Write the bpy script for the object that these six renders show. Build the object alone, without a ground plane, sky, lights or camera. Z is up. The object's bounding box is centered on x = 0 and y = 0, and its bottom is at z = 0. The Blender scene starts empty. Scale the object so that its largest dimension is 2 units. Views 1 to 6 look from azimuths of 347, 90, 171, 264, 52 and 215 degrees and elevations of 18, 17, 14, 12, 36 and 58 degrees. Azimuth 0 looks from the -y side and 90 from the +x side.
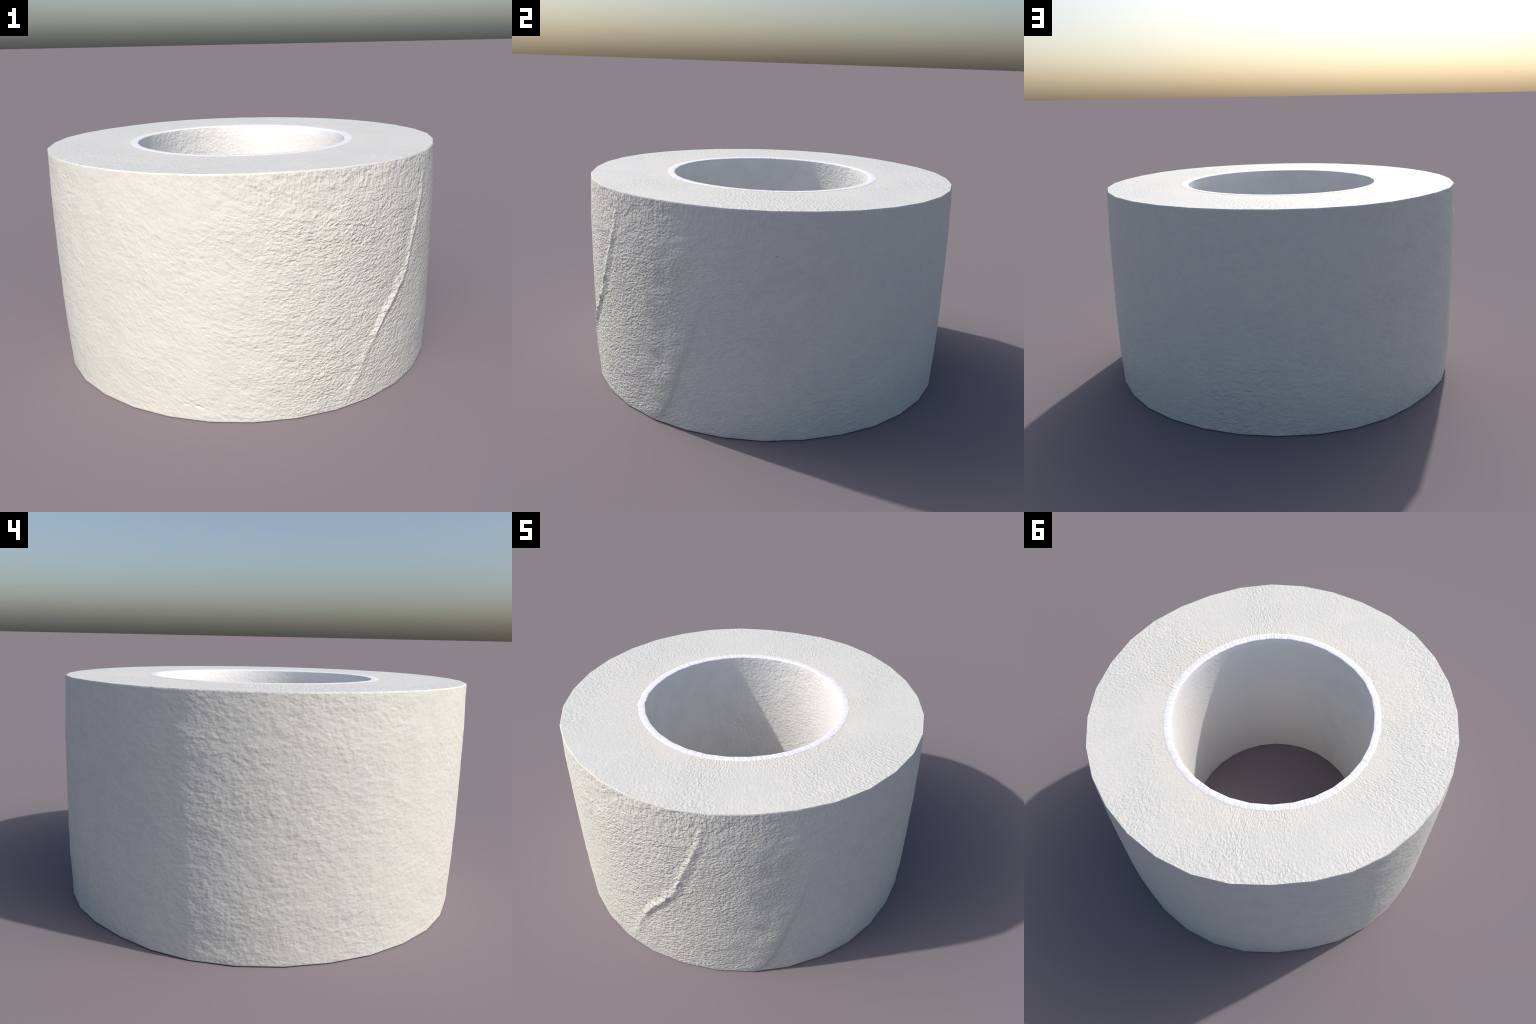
import bpy, math
import numpy as np
from mathutils import noise, Vector

# ------------------------------------------------------------------ sizes
SEG = 32                 # coarse facets round the roll (visible in the outline)
SUB = 28                 # fine columns in each facet
ROWS = 230               # fine rows up the side
H = 1.100                # height
LIP = 0.0065              # small rounded lip at the outer edges
R_RING = 0.582           # outside of the white core tube
R_HOLE = 0.543           # inside of the core tube
TAU = 2 * math.pi
rad = math.radians

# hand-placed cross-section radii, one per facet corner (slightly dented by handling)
TOP_R = [.9865, .9860, .9890, .9885, .9870, .9840, .9815, .9810,
         .9825, .9820, .9755, .9645, .9675, .9780, .9850, .9860,
         .9895, .9890, .9900, .9915, .9945, .9985, .9990, .9925,
         .9855, .9850, .9872, .9880, .9825, .9745, .9755, .9830]
BOT_R = [.9773, .9735, .9735, .9790, .9789, .9805, .9810, .9810,
         .9825, .9820, .9745, .9648, .9638, .9752, .9840, .9868,
         .9860, .9850, .9855, .9835, .9838, .9834, .9830, .9820,
         .9810, .9805, .9790, .9780, .9783, .9790, .9777, .9773]
# barrel bulge of the side: height -> extra radius
BULGE_Z = [0.0, 0.11, 0.22, 0.44, 0.66, 0.88, 1.10]
BULGE_R = [0.0, 0.004, 0.009, 0.0108, 0.0110, 0.0088, 0.0]

# folds of the outermost sheet: (height, azimuth) spine points, half width in metres, height in metres
FOLDS = [
    # long ridge running down and across the front right
    dict(pts=[(1.07, 313.2), (.947, 312.0), (.882, 310.6), (.777, 308.6), (.709, 306.4), (.614, 304.2),
              (.540, 301.8), (.475, 298.9), (.418, 295.6), (.354, 292.7), (.308, 291.4), (.265, 290.1),
              (.146, 287.4), (.085, 285.0)],
         amp=[.001, .0044, .0072, .0070, .0080, .0105, .0130, .0152, .0174, .0168, .0100, .0044, .0070, .0036],
         wl=.032, wr=.042, jag=.011),
    # broad low ridge along the soft diagonal tone change
    dict(pts=[(.80, 343.5), (.67, 341.6), (.53, 339.5), (.418, 337.4), (.33, 335.3), (.24, 333.6), (.13, 331.6), (.03, 328.0)],
         amp=[0, .0018, .0036, .0050, .0060, .0062, .0056, .0040], wl=.140, wr=.034, soft=True, jag=.003),
    # little scratches and wrinkles
    dict(pts=[(.822, 246.5), (.843, 248.8), (.872, 250.6)], amp=[.0005, .0016, .0004], wl=.006, wr=.006),
    dict(pts=[(.345, 284.5), (.365, 286.6), (.392, 288.2)], amp=[.0004, .0016, .0004], wl=.006, wr=.006),
    dict(pts=[(.965, 17.5), (1.00, 21.0), (1.06, 22.8)], amp=[.0004, -.0018, -.0004], wl=.006, wr=.006),
    dict(pts=[(.775, 42.0), (.800, 43.5)], amp=[-.0004, -.0018], wl=.007, wr=.007),
    # small pits
    dict(pts=[(.076, 244.2), (.072, 245.9)], amp=[-.0045, -.0045], wl=.011, wr=.011),
    dict(pts=[(.081, 241.1), (.080, 242.0)], amp=[-.0030, -.0030], wl=.009, wr=.009),
    dict(pts=[(.752, 337.0), (.756, 337.2)], amp=[-.0030, -.0030], wl=.009, wr=.009),
    dict(pts=[(.752, 43.4), (.760, 44.2)], amp=[-.0035, -.0035], wl=.010, wr=.010),
    dict(pts=[(1.012, 152.6), (1.022, 152.6)], amp=[-.0035, -.0035], wl=.010, wr=.010),
    dict(pts=[(.46, 206), (.47, 210), (.465, 213)], amp=[.0004, .0012, .0002], wl=.007, wr=.007),
]


def periodic(values, theta):
    """straight-line interpolation round the circle (used per facet corner)"""
    n = len(values)
    x = (theta / TAU * n) % n
    i = np.floor(x).astype(int) % n
    f = x - np.floor(x)
    v = np.asarray(values)
    return v[i] * (1 - f) + v[(i + 1) % n] * f


def outer_radius(theta, z):
    """radius of the roll at a facet corner"""
    t = np.clip(z / H, 0, 1)
    return (periodic(TOP_R, theta) * t + periodic(BOT_R, theta) * (1 - t)
            + np.interp(z, BULGE_Z, BULGE_R))


def bump(theta, centre, width):
    d = (theta - rad(centre) + math.pi) % TAU - math.pi
    return np.exp(-(d / rad(width)) ** 2)


def core_radius(theta, base):
    return base + .009 * bump(theta, 234, 17) - .011 * bump(theta, 337, 26) - .003 * bump(theta, 35, 30) + .003 * bump(theta, 160, 70)


def faceted(theta, radius_fn):
    """point on the straight chord between neighbouring facet corners"""
    x = theta / TAU * SEG
    i = np.floor(x + 1e-9)
    f = x - i
    a, b = i / SEG * TAU, (i + 1) / SEG * TAU
    ra, rb = radius_fn(a), radius_fn(b)
    px = ra * np.cos(a) * (1 - f) + rb * np.cos(b) * f
    py = ra * np.sin(a) * (1 - f) + rb * np.sin(b) * f
    # smooth shading direction: blend of the corner directions
    nx = np.cos(a) * (1 - f) + np.cos(b) * f
    ny = np.sin(a) * (1 - f) + np.sin(b) * f
    l = np.hypot(nx, ny)
    return px, py, nx / l, ny / l


def fold_height(theta, z):
    """height of every fold above the sheet at (theta, z)"""
    h = np.zeros_like(theta)
    for k, f in enumerate(FOLDS):
        zs = np.array([p[0] for p in f['pts']])
        az = np.radians([p[1] for p in f['pts']])
        amp = np.array(f['amp'])
        u = np.stack([az * .99, zs], 1)
        best = np.full(theta.shape, 9.0)
        side = np.zeros_like(theta)
        hh = np.zeros_like(theta)
        j = f.get('jag', .002)
        wave = value_noise(theta, z, 16, 22, 40 + k) * .8 + value_noise(theta, z, 40, 60, 60 + k) * .5
        q = np.stack([(theta % TAU) * .99 + j * wave, z], -1)
        for a, b, aa, ab in zip(u[:-1], u[1:], amp[:-1], amp[1:]):
            d = b - a
            t = np.clip(((q - a) @ d) / (d @ d), 0, 1)
            c = q - a - t[..., None] * d
            dist = np.hypot(c[..., 0], c[..., 1])
            m = dist < best
            best = np.where(m, dist, best)
            side = np.where(m, c[..., 0], side)
            hh = np.where(m, aa * (1 - t) + ab * t, hh)
        w = np.where(side < 0, f['wl'], f['wr'])
        # crisp crest, soft feet
        s = np.clip(1 - best / w, 0, 1)
        if f.get('soft'):
            h += hh * s * s * (3 - 2 * s)
        else:
            h += hh * (s * s * (2 - s)) * (1 + .35 * wave)
    return h


def value_noise(theta, z, ft, fz, seed):
    """smooth periodic value noise on the unrolled sheet"""
    rng = np.random.default_rng(seed)
    nt = max(4, int(round(TAU * ft)))
    nz = int(math.ceil(H * fz)) + 3
    g = rng.uniform(-1, 1, (nz, nt))
    x = theta / TAU * nt
    y = np.clip(z, 0, H) * fz
    i = np.floor(x).astype(int)
    j = np.floor(y).astype(int)
    fx, fy = x - i, y - j
    fx = fx * fx * fx * (fx * (fx * 6 - 15) + 10)
    fy = fy * fy * fy * (fy * (fy * 6 - 15) + 10)
    i0, i1 = i % nt, (i + 1) % nt
    j1 = j + 1
    return ((g[j, i0] * (1 - fx) + g[j, i1] * fx) * (1 - fy)
            + (g[j1, i0] * (1 - fx) + g[j1, i1] * fx) * fy)


def sheet_relief(theta, z):
    """gentle waviness of the paper plus its folds"""
    edge = np.clip(np.minimum(z, H - z) / .03, 0, 1)
    h = .0010 * value_noise(theta, z, 5, 4, 3)
    h += .0009 * value_noise(theta + z * .3, z, 11, 12, 4)
    h += .0006 * value_noise(theta + z * .2, z, 20, 28, 5)
    return edge * (h + fold_height(theta, z))


# ------------------------------------------------------------------ mesh helpers
class Patches:
    def __init__(self):
        self.v, self.n, self.f, self.count = [], [], [], 0

    def grid(self, P, N, flip=False):
        """P, N: (rows, cols, 3); columns close round the circle"""
        r, c = P.shape[:2]
        idx = np.arange(r * c).reshape(r, c) + self.count
        a = idx[:-1, :]
        b = np.roll(idx, -1, 1)[:-1, :]
        d = idx[1:, :]
        e = np.roll(idx, -1, 1)[1:, :]
        q = np.stack([a, b, e, d], -1).reshape(-1, 4)
        if flip:
            q = q[:, ::-1]
        self.v.append(P.reshape(-1, 3))
        self.n.append(N.reshape(-1, 3))
        self.f.append(q)
        self.count += r * c

    def build(self, name, mat):
        v, n, f = np.vstack(self.v), np.vstack(self.n), np.vstack(self.f)
        n = n / np.linalg.norm(n, axis=1, keepdims=True)
        me = bpy.data.meshes.new(name)
        me.from_pydata(v.tolist(), [], f.tolist())
        me.polygons.foreach_set('use_smooth', np.ones(len(f), bool))
        me.update()
        me.normals_split_custom_set_from_vertices(n.tolist())
        me.materials.append(mat)
        ob = bpy.data.objects.new(name, me)
        bpy.context.scene.collection.objects.link(ob)
        return ob


# ------------------------------------------------------------------ materials
class Nodes:
    def __init__(self, name):
        self.mat = bpy.data.materials.new(name)
        self.mat.use_nodes = True
        self.t = self.mat.node_tree
        self.bsdf = self.t.nodes['Principled BSDF']
        self.obj = self.t.nodes.new('ShaderNodeTexCoord').outputs['Object']

    def new(self, kind, **kw):
        n = self.t.nodes.new(kind)
        for k, v in kw.items():
            setattr(n, k, v)
        return n

    def put(self, sock, val):
        if isinstance(val, bpy.types.NodeSocket):
            self.t.links.new(val, sock)
        else:
            sock.default_value = val

    def math(self, op, a, b=0.0, c=0.0, clamp=False):
        n = self.new('ShaderNodeMath', operation=op, use_clamp=clamp)
        self.put(n.inputs[0], a)
        self.put(n.inputs[1], b)
        self.put(n.inputs[2], c)
        return n.outputs[0]

    def split(self, vec):
        n = self.new('ShaderNodeSeparateXYZ')
        self.put(n.inputs[0], vec)
        return n.outputs

    def join(self, x, y, z):
        n = self.new('ShaderNodeCombineXYZ')
        for s, v in zip(n.inputs, (x, y, z)):
            self.put(s, v)
        return n.outputs[0]

    def scaled(self, vec, s, off=(0, 0, 0)):
        n = self.new('ShaderNodeMapping')
        self.put(n.inputs['Vector'], vec)
        n.inputs['Scale'].default_value = s
        n.inputs['Location'].default_value = off
        return n.outputs[0]

    def noise(self, vec, scale, detail=2.0, rough=.5, dist=0.0, kind='FBM'):
        n = self.new('ShaderNodeTexNoise')
        n.noise_type = kind
        self.put(n.inputs['Vector'], vec)
        n.inputs['Scale'].default_value = scale
        n.inputs['Detail'].default_value = detail
        n.inputs['Roughness'].default_value = rough
        n.inputs['Distortion'].default_value = dist
        return n.outputs['Fac']

    def ramp(self, fac, lo, hi, a=0.0, b=1.0):
        n = self.new('ShaderNodeMapRange', interpolation_type='SMOOTHSTEP')
        self.put(n.inputs['Value'], fac)
        n.inputs['From Min'].default_value = lo
        n.inputs['From Max'].default_value = hi
        n.inputs['To Min'].default_value = a
        n.inputs['To Max'].default_value = b
        return n.outputs['Result']

    def mix(self, fac, a, b):
        n = self.new('ShaderNodeMix', data_type='RGBA')
        self.put(n.inputs[0], fac)
        self.put(n.inputs[6], a)
        self.put(n.inputs[7], b)
        return n.outputs[2]

    def mixf(self, fac, a, b):
        n = self.new('ShaderNodeMix', data_type='FLOAT')
        self.put(n.inputs[0], fac)
        self.put(n.inputs[2], a)
        self.put(n.inputs[3], b)
        return n.outputs[0]

    def bump(self, height, dist, strength=1.0):
        n = self.new('ShaderNodeBump')
        n.inputs['Strength'].default_value = strength
        self.put(n.inputs['Distance'], dist)
        self.put(n.inputs['Height'], height)
        self.put(self.bsdf.inputs['Normal'], n.outputs[0])


def rgb(r, g, b):
    return (r, g, b, 1.0)


def side_paper():
    N = Nodes('rough_white_paper')
    x, y, z = N.split(N.obj)
    # grain height: crepe-like lumps, drawn out along the winding direction
    wob = N.noise(N.obj, 5.0, 1.0)
    zt = N.math('ADD', N.math('SUBTRACT', z, N.math('MULTIPLY', N.math('MULTIPLY', y, .22), N.ramp(x, -.9, -.1))), N.math('MULTIPLY', wob, .05))
    flat = N.scaled(N.join(x, y, zt), (1, 1, 1.55))
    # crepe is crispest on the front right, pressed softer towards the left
    crisp = N.ramp(N.math('SUBTRACT', N.math('MULTIPLY', x, .75), N.math('MULTIPLY', y, .66)), .05, .95)
    soft = N.noise(N.scaled(N.join(x, y, zt), (1, 1, 1.15)), 47.0, 2.0, .5, .1)
    fine = N.mixf(crisp, soft, N.noise(flat, 60.0, 2.0, .55, .2))
    tall = N.noise(N.scaled(N.obj, (1, 1, .62)), 60.0, 2.0, .5, .2)
    top = N.ramp(N.math('ADD', z, N.math('MULTIPLY', wob, .3)), .95, 1.25, 0, .8)
    g = N.mixf(top, fine, tall)
    coarse = N.math('MULTIPLY', N.noise(N.scaled(N.obj, (1, 1, 1.35)), 38.0, 1.5, .55, 0.0), 1.05)
    seam = N.ramp(x, -.62, -.95)
    g = N.mixf(seam, g, coarse)
    med = N.noise(N.scaled(N.join(x, y, zt), (1, 1, 2.2)), 14.0, 2.0, .5, .2)
    hgt = N.math('ADD', g, N.math('MULTIPLY', med, N.math('MULTIPLY_ADD', seam, -.20, .60)))
    # crumpled patch low on the back right
    low = N.math('MULTIPLY', N.ramp(N.math('ADD', N.math('MULTIPLY', x, .64), N.math('MULTIPLY', y, .77)), .55, .98), N.ramp(z, .70, .10))
    crumple = N.noise(N.scaled(N.join(x, y, zt), (1, 1, 2.0)), 24.0, 3.0, .6, .4)
    hgt = N.math('ADD', hgt, N.math('MULTIPLY', N.math('MULTIPLY', crumple, low), 2.6))
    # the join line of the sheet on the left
    d = N.math('ABSOLUTE', N.math('ADD', y, N.math('MULTIPLY', N.math('SUBTRACT', N.noise(N.obj, 14.0, 1.0), .5), .004)))
    line = N.math('MULTIPLY', N.ramp(d, .0045, .001), N.ramp(x, -.90, -.95))
    hgt = N.math('SUBTRACT', hgt, N.math('MULTIPLY', line, .04))
    # sparse pits
    v = N.new('ShaderNodeTexVoronoi', feature='F1')
    N.put(v.inputs['Vector'], N.scaled(N.obj, (1, 1, 1.5)))
    v.inputs['Scale'].default_value = 9.0
    gate = N.math('GREATER_THAN', N.split(v.outputs['Color'])[0], .88)
    pit = N.math('MULTIPLY', N.ramp(N.math('ADD', v.outputs['Distance'], N.math('MULTIPLY', N.noise(N.obj, 60.0, 1.0), .08)), .115, .05), gate)
    hgt = N.math('SUBTRACT', hgt, N.math('MULTIPLY', pit, .35))
    patch = N.math('MULTIPLY_ADD', N.noise(N.obj, 4.0, 2.0), .9, .55)
    calm = N.ramp(N.math('SUBTRACT', y, N.math('MULTIPLY', x, .1)), -.62, -.38)      # calmer past the soft diagonal line
    far = N.ramp(x, .30, .75)
    amount = N.math('MULTIPLY_ADD', crisp, .0098, .0040)
    amount = N.math('MULTIPLY', amount, N.math('SUBTRACT', 1.0, N.math('MULTIPLY', N.math('MULTIPLY', calm, far), .62)))
    N.bump(hgt, N.math('MULTIPLY', amount, patch))
    # colour: cream, with pale grey-mauve patches and faint yellow
    a = N.ramp(N.noise(N.obj, 7.0, 4.0, .6), .40, .62)
    b = N.ramp(N.noise(N.scaled(N.obj, (1, 1, 1.6)), 30.0, 3.0, .6), .38, .66)
    col = N.mix(a, rgb(.622, .621, .567), rgb(.604, .594, .566))
    col = N.mix(N.math('MULTIPLY', b, .5), col, rgb(.660, .662, .615))
    col = N.mix(N.math('MULTIPLY', pit, .45), col, rgb(.42, .38, .34))
    N.put(N.bsdf.inputs['Base Color'], col)
    N.bsdf.inputs['Roughness'].default_value = .62
    N.bsdf.inputs['Specular IOR Level'].default_value = .4
    return N.mat


def polar(N, k=.80):
    x, y, z = N.split(N.obj)
    r = N.math('SQRT', N.math('ADD', N.math('MULTIPLY', x, x), N.math('MULTIPLY', y, y)))
    cx = N.math('MULTIPLY', N.math('DIVIDE', x, r), k)
    cy = N.math('MULTIPLY', N.math('DIVIDE', y, r), k)
    return cx, cy, r, z


def end_paper():
    N = Nodes('rough_white_paper_end')
    cx, cy, r, z = polar(N)
    vec = N.join(cx, cy, N.math('MULTIPLY', r, .72))
    fine = N.noise(vec, 84.0, 2.0, .55, .2)
    med = N.noise(vec, 22.0, 2.0, .5, .3)
    N.bump(N.math('ADD', fine, N.math('MULTIPLY', med, .4)), N.math('MULTIPLY_ADD', N.ramp(N.noise(N.obj, 2.2, 1.0), .35, .6), .0042, .0024))
    a = N.ramp(N.noise(N.obj, 5.0, 3.0, .6), .42, .62)
    b = N.ramp(N.noise(vec, 40.0, 3.0, .6), .40, .62)
    col = N.mix(a, rgb(.625, .620, .590), rgb(.660, .640, .600))
    col = N.mix(N.math('MULTIPLY', b, .6), col, rgb(.600, .606, .590))
    inner = N.ramp(r, .74, .60)
    col = N.mix(N.math('MULTIPLY', inner, .45), col, rgb(.690, .650, .590))
    N.put(N.bsdf.inputs['Base Color'], col)
    N.bsdf.inputs['Roughness'].default_value = .55
    N.bsdf.inputs['Specular IOR Level'].default_value = .45
    return N.mat


def lip_paper():
    N = Nodes('bright_paper_edge')
    n = N.ramp(N.noise(N.obj, 30.0, 2.0), .35, .65)
    N.put(N.bsdf.inputs['Base Color'], N.mix(n, rgb(.72, .715, .68), rgb(.66, .655, .63)))
    N.bump(N.noise(N.obj, 40.0, 2.0), .004)
    N.bsdf.inputs['Roughness'].default_value = .6
    return N.mat


def core_card():
    N = Nodes('white_card')
    cx, cy, r, z = polar(N, .56)
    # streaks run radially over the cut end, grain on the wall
    streak = N.noise(N.join(cx, cy, N.math('MULTIPLY', r, .35)), 62.0, 2.0, .5, .3)
    N.put(N.bsdf.inputs['Base Color'], N.mix(N.ramp(streak, .35, .65), rgb(.745, .745, .765), rgb(.805, .805, .812)))
    N.bump(streak, .0045)
    N.bsdf.inputs['Roughness'].default_value = .5
    return N.mat


def wall_card():
    N = Nodes('rough_white_card_wall')
    x, y, z = N.split(N.obj)
    flat = N.scaled(N.obj, (1, 1, 1.2))
    g = N.math('ADD', N.noise(flat, 50.0, 3.0, .55, .4), N.math('MULTIPLY', N.noise(flat, 18.0, 2.0), .5))
    sun_tint = N.ramp(x, -.15, .30)
    rough_part = N.ramp(N.math('SUBTRACT', N.math('MULTIPLY', y, .85), N.math('MULTIPLY', x, .53)), .36, .51)
    N.bump(g, N.math('MULTIPLY_ADD', rough_part, .0042, .0026))
    a = N.ramp(N.noise(N.obj, 8.0, 3.0), .4, .62)
    col = N.mix(a, rgb(.715, .710, .695), rgb(.675, .675, .668))
    col = N.mix(sun_tint, col, rgb(.79, .78, .765))  # base colour lightened on the +x half for its blown-out highlight
    top = N.math('MULTIPLY', N.ramp(z, 1.03, 1.09), N.math('MULTIPLY_ADD', sun_tint, .85, .15))
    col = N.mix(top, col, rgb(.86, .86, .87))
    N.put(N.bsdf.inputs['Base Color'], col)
    N.bsdf.inputs['Roughness'].default_value = .6
    N.bsdf.inputs['Specular IOR Level'].default_value = .4
    return N.mat


# ------------------------------------------------------------------ build
roll = bpy.data.objects.new('paper_roll', None)
bpy.context.scene.collection.objects.link(roll)
roll['label'] = 'squat white rough paper roll with open round core'
roll['category'] = 'paper roll'

cols = SEG * SUB
theta1 = np.arange(cols) / cols * TAU


def side_geometry():
    p = Patches()
    zs = np.linspace(LIP, H - LIP, ROWS)
    th, z = np.meshgrid(theta1, zs)
    px, py, nx, ny = faceted(th, lambda a: outer_radius(a, z))
    h = sheet_relief(th, z)
    e = 1e-3
    ht = (sheet_relief(th + e, z) - sheet_relief(th - e, z)) / (2 * e * .99)
    hz = (sheet_relief(th, z + e) - sheet_relief(th, z - e)) / (2 * e)
    # slope of the barrel and of the dented cross-section, for smooth shading
    bz = np.gradient(np.interp(z[:, 0], BULGE_Z, BULGE_R), zs)[:, None]
    w = rad(9)
    rt = (outer_radius(th + w, z) - outer_radius(th - w, z)) / (2 * w)
    tx, ty = -ny, nx
    N = np.stack([nx - tx * (ht + rt), ny - ty * (ht + rt), -hz - bz + 0 * z], -1)
    P = np.stack([px + nx * h, py + ny * h, z], -1)
    p.grid(P, N)
    return p


def ring(radius_fn, z, nr, nz):
    """one fine ring of points on the faceted outline with a given normal tilt"""
    px, py, nx, ny = faceted(theta1, radius_fn)
    zz = np.full_like(px, z)
    return np.stack([px, py, zz], -1), np.stack([nx * nr, ny * nr, np.full_like(px, nz)], -1)


def stack(*rings):
    return np.stack([r[0] for r in rings]), np.stack([r[1] for r in rings])


paper_side = side_geometry().build('outer_sheet', side_paper())

lip = Patches()
inset = LIP * .55
lip.grid(*stack(ring(lambda a: outer_radius(a, a * 0 + H - LIP), H - LIP, 1, .08),
                ring(lambda a: outer_radius(a, a * 0 + H) - inset * .25, H - LIP * .35, 1, .2),
                ring(lambda a: outer_radius(a, a * 0 + H) - inset, H, .9, .6)))
lip.grid(*stack(ring(lambda a: outer_radius(a, a * 0) - inset, 0, .6, -1),
                ring(lambda a: outer_radius(a, a * 0) - inset * .25, LIP * .35, 1, -.5),
                ring(lambda a: outer_radius(a, a * 0 + LIP), LIP, 1, -.15)))
paper_lip = lip.build('sheet_edge', lip_paper())

end = Patches()
end.grid(*stack(ring(lambda a: outer_radius(a, a * 0 + H) - inset, H, 0, 1),
                ring(lambda a: .5 * (outer_radius(a, a * 0 + H) + R_RING), H, 0, 1),
                ring(lambda a: core_radius(a, R_RING) - .002, H, 0, 1),
                ))
end.grid(*stack(ring(lambda a: core_radius(a, R_RING) - .002, 0, 0, -1),
                ring(lambda a: .5 * (outer_radius(a, a * 0) + R_RING), 0, 0, -1),
                ring(lambda a: outer_radius(a, a * 0) - inset, 0, 0, -1)))
paper_end = end.build('wound_paper_end', end_paper())

TUBE_TOP = H + .0008
rim = Patches()
hole = lambda a: core_radius(a, R_HOLE)
rim.grid(*stack(ring(lambda a: core_radius(a, R_RING), H - .004, 1, .2),
                ring(lambda a: core_radius(a, R_RING), TUBE_TOP, .15, 1),
                ring(lambda a: hole(a) + .005, TUBE_TOP, -.1, 1),
                ring(lambda a: hole(a) + .001, TUBE_TOP - .002, -.6, .8),
                ring(hole, TUBE_TOP - .006, -1, .2)))
core_rim = rim.build('core_rim', core_card())

wall = Patches()
rows = []
for z in np.linspace(TUBE_TOP - .006, 0.0, 24):
    t = z / H
    rows.append(ring(lambda a: core_radius(a, R_HOLE) * t + R_HOLE * (1 - t), z, -1, 0))
wall.grid(*stack(*rows))
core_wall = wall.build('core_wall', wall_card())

core = bpy.data.objects.new('core_tube', None)
bpy.context.scene.collection.objects.link(core)
winding = bpy.data.objects.new('paper_winding', None)
bpy.context.scene.collection.objects.link(winding)
for e in (core, winding):
    e.parent = roll
for o in (core_rim, core_wall):
    o.parent = core
for o in (paper_side, paper_lip, paper_end):
    o.parent = winding
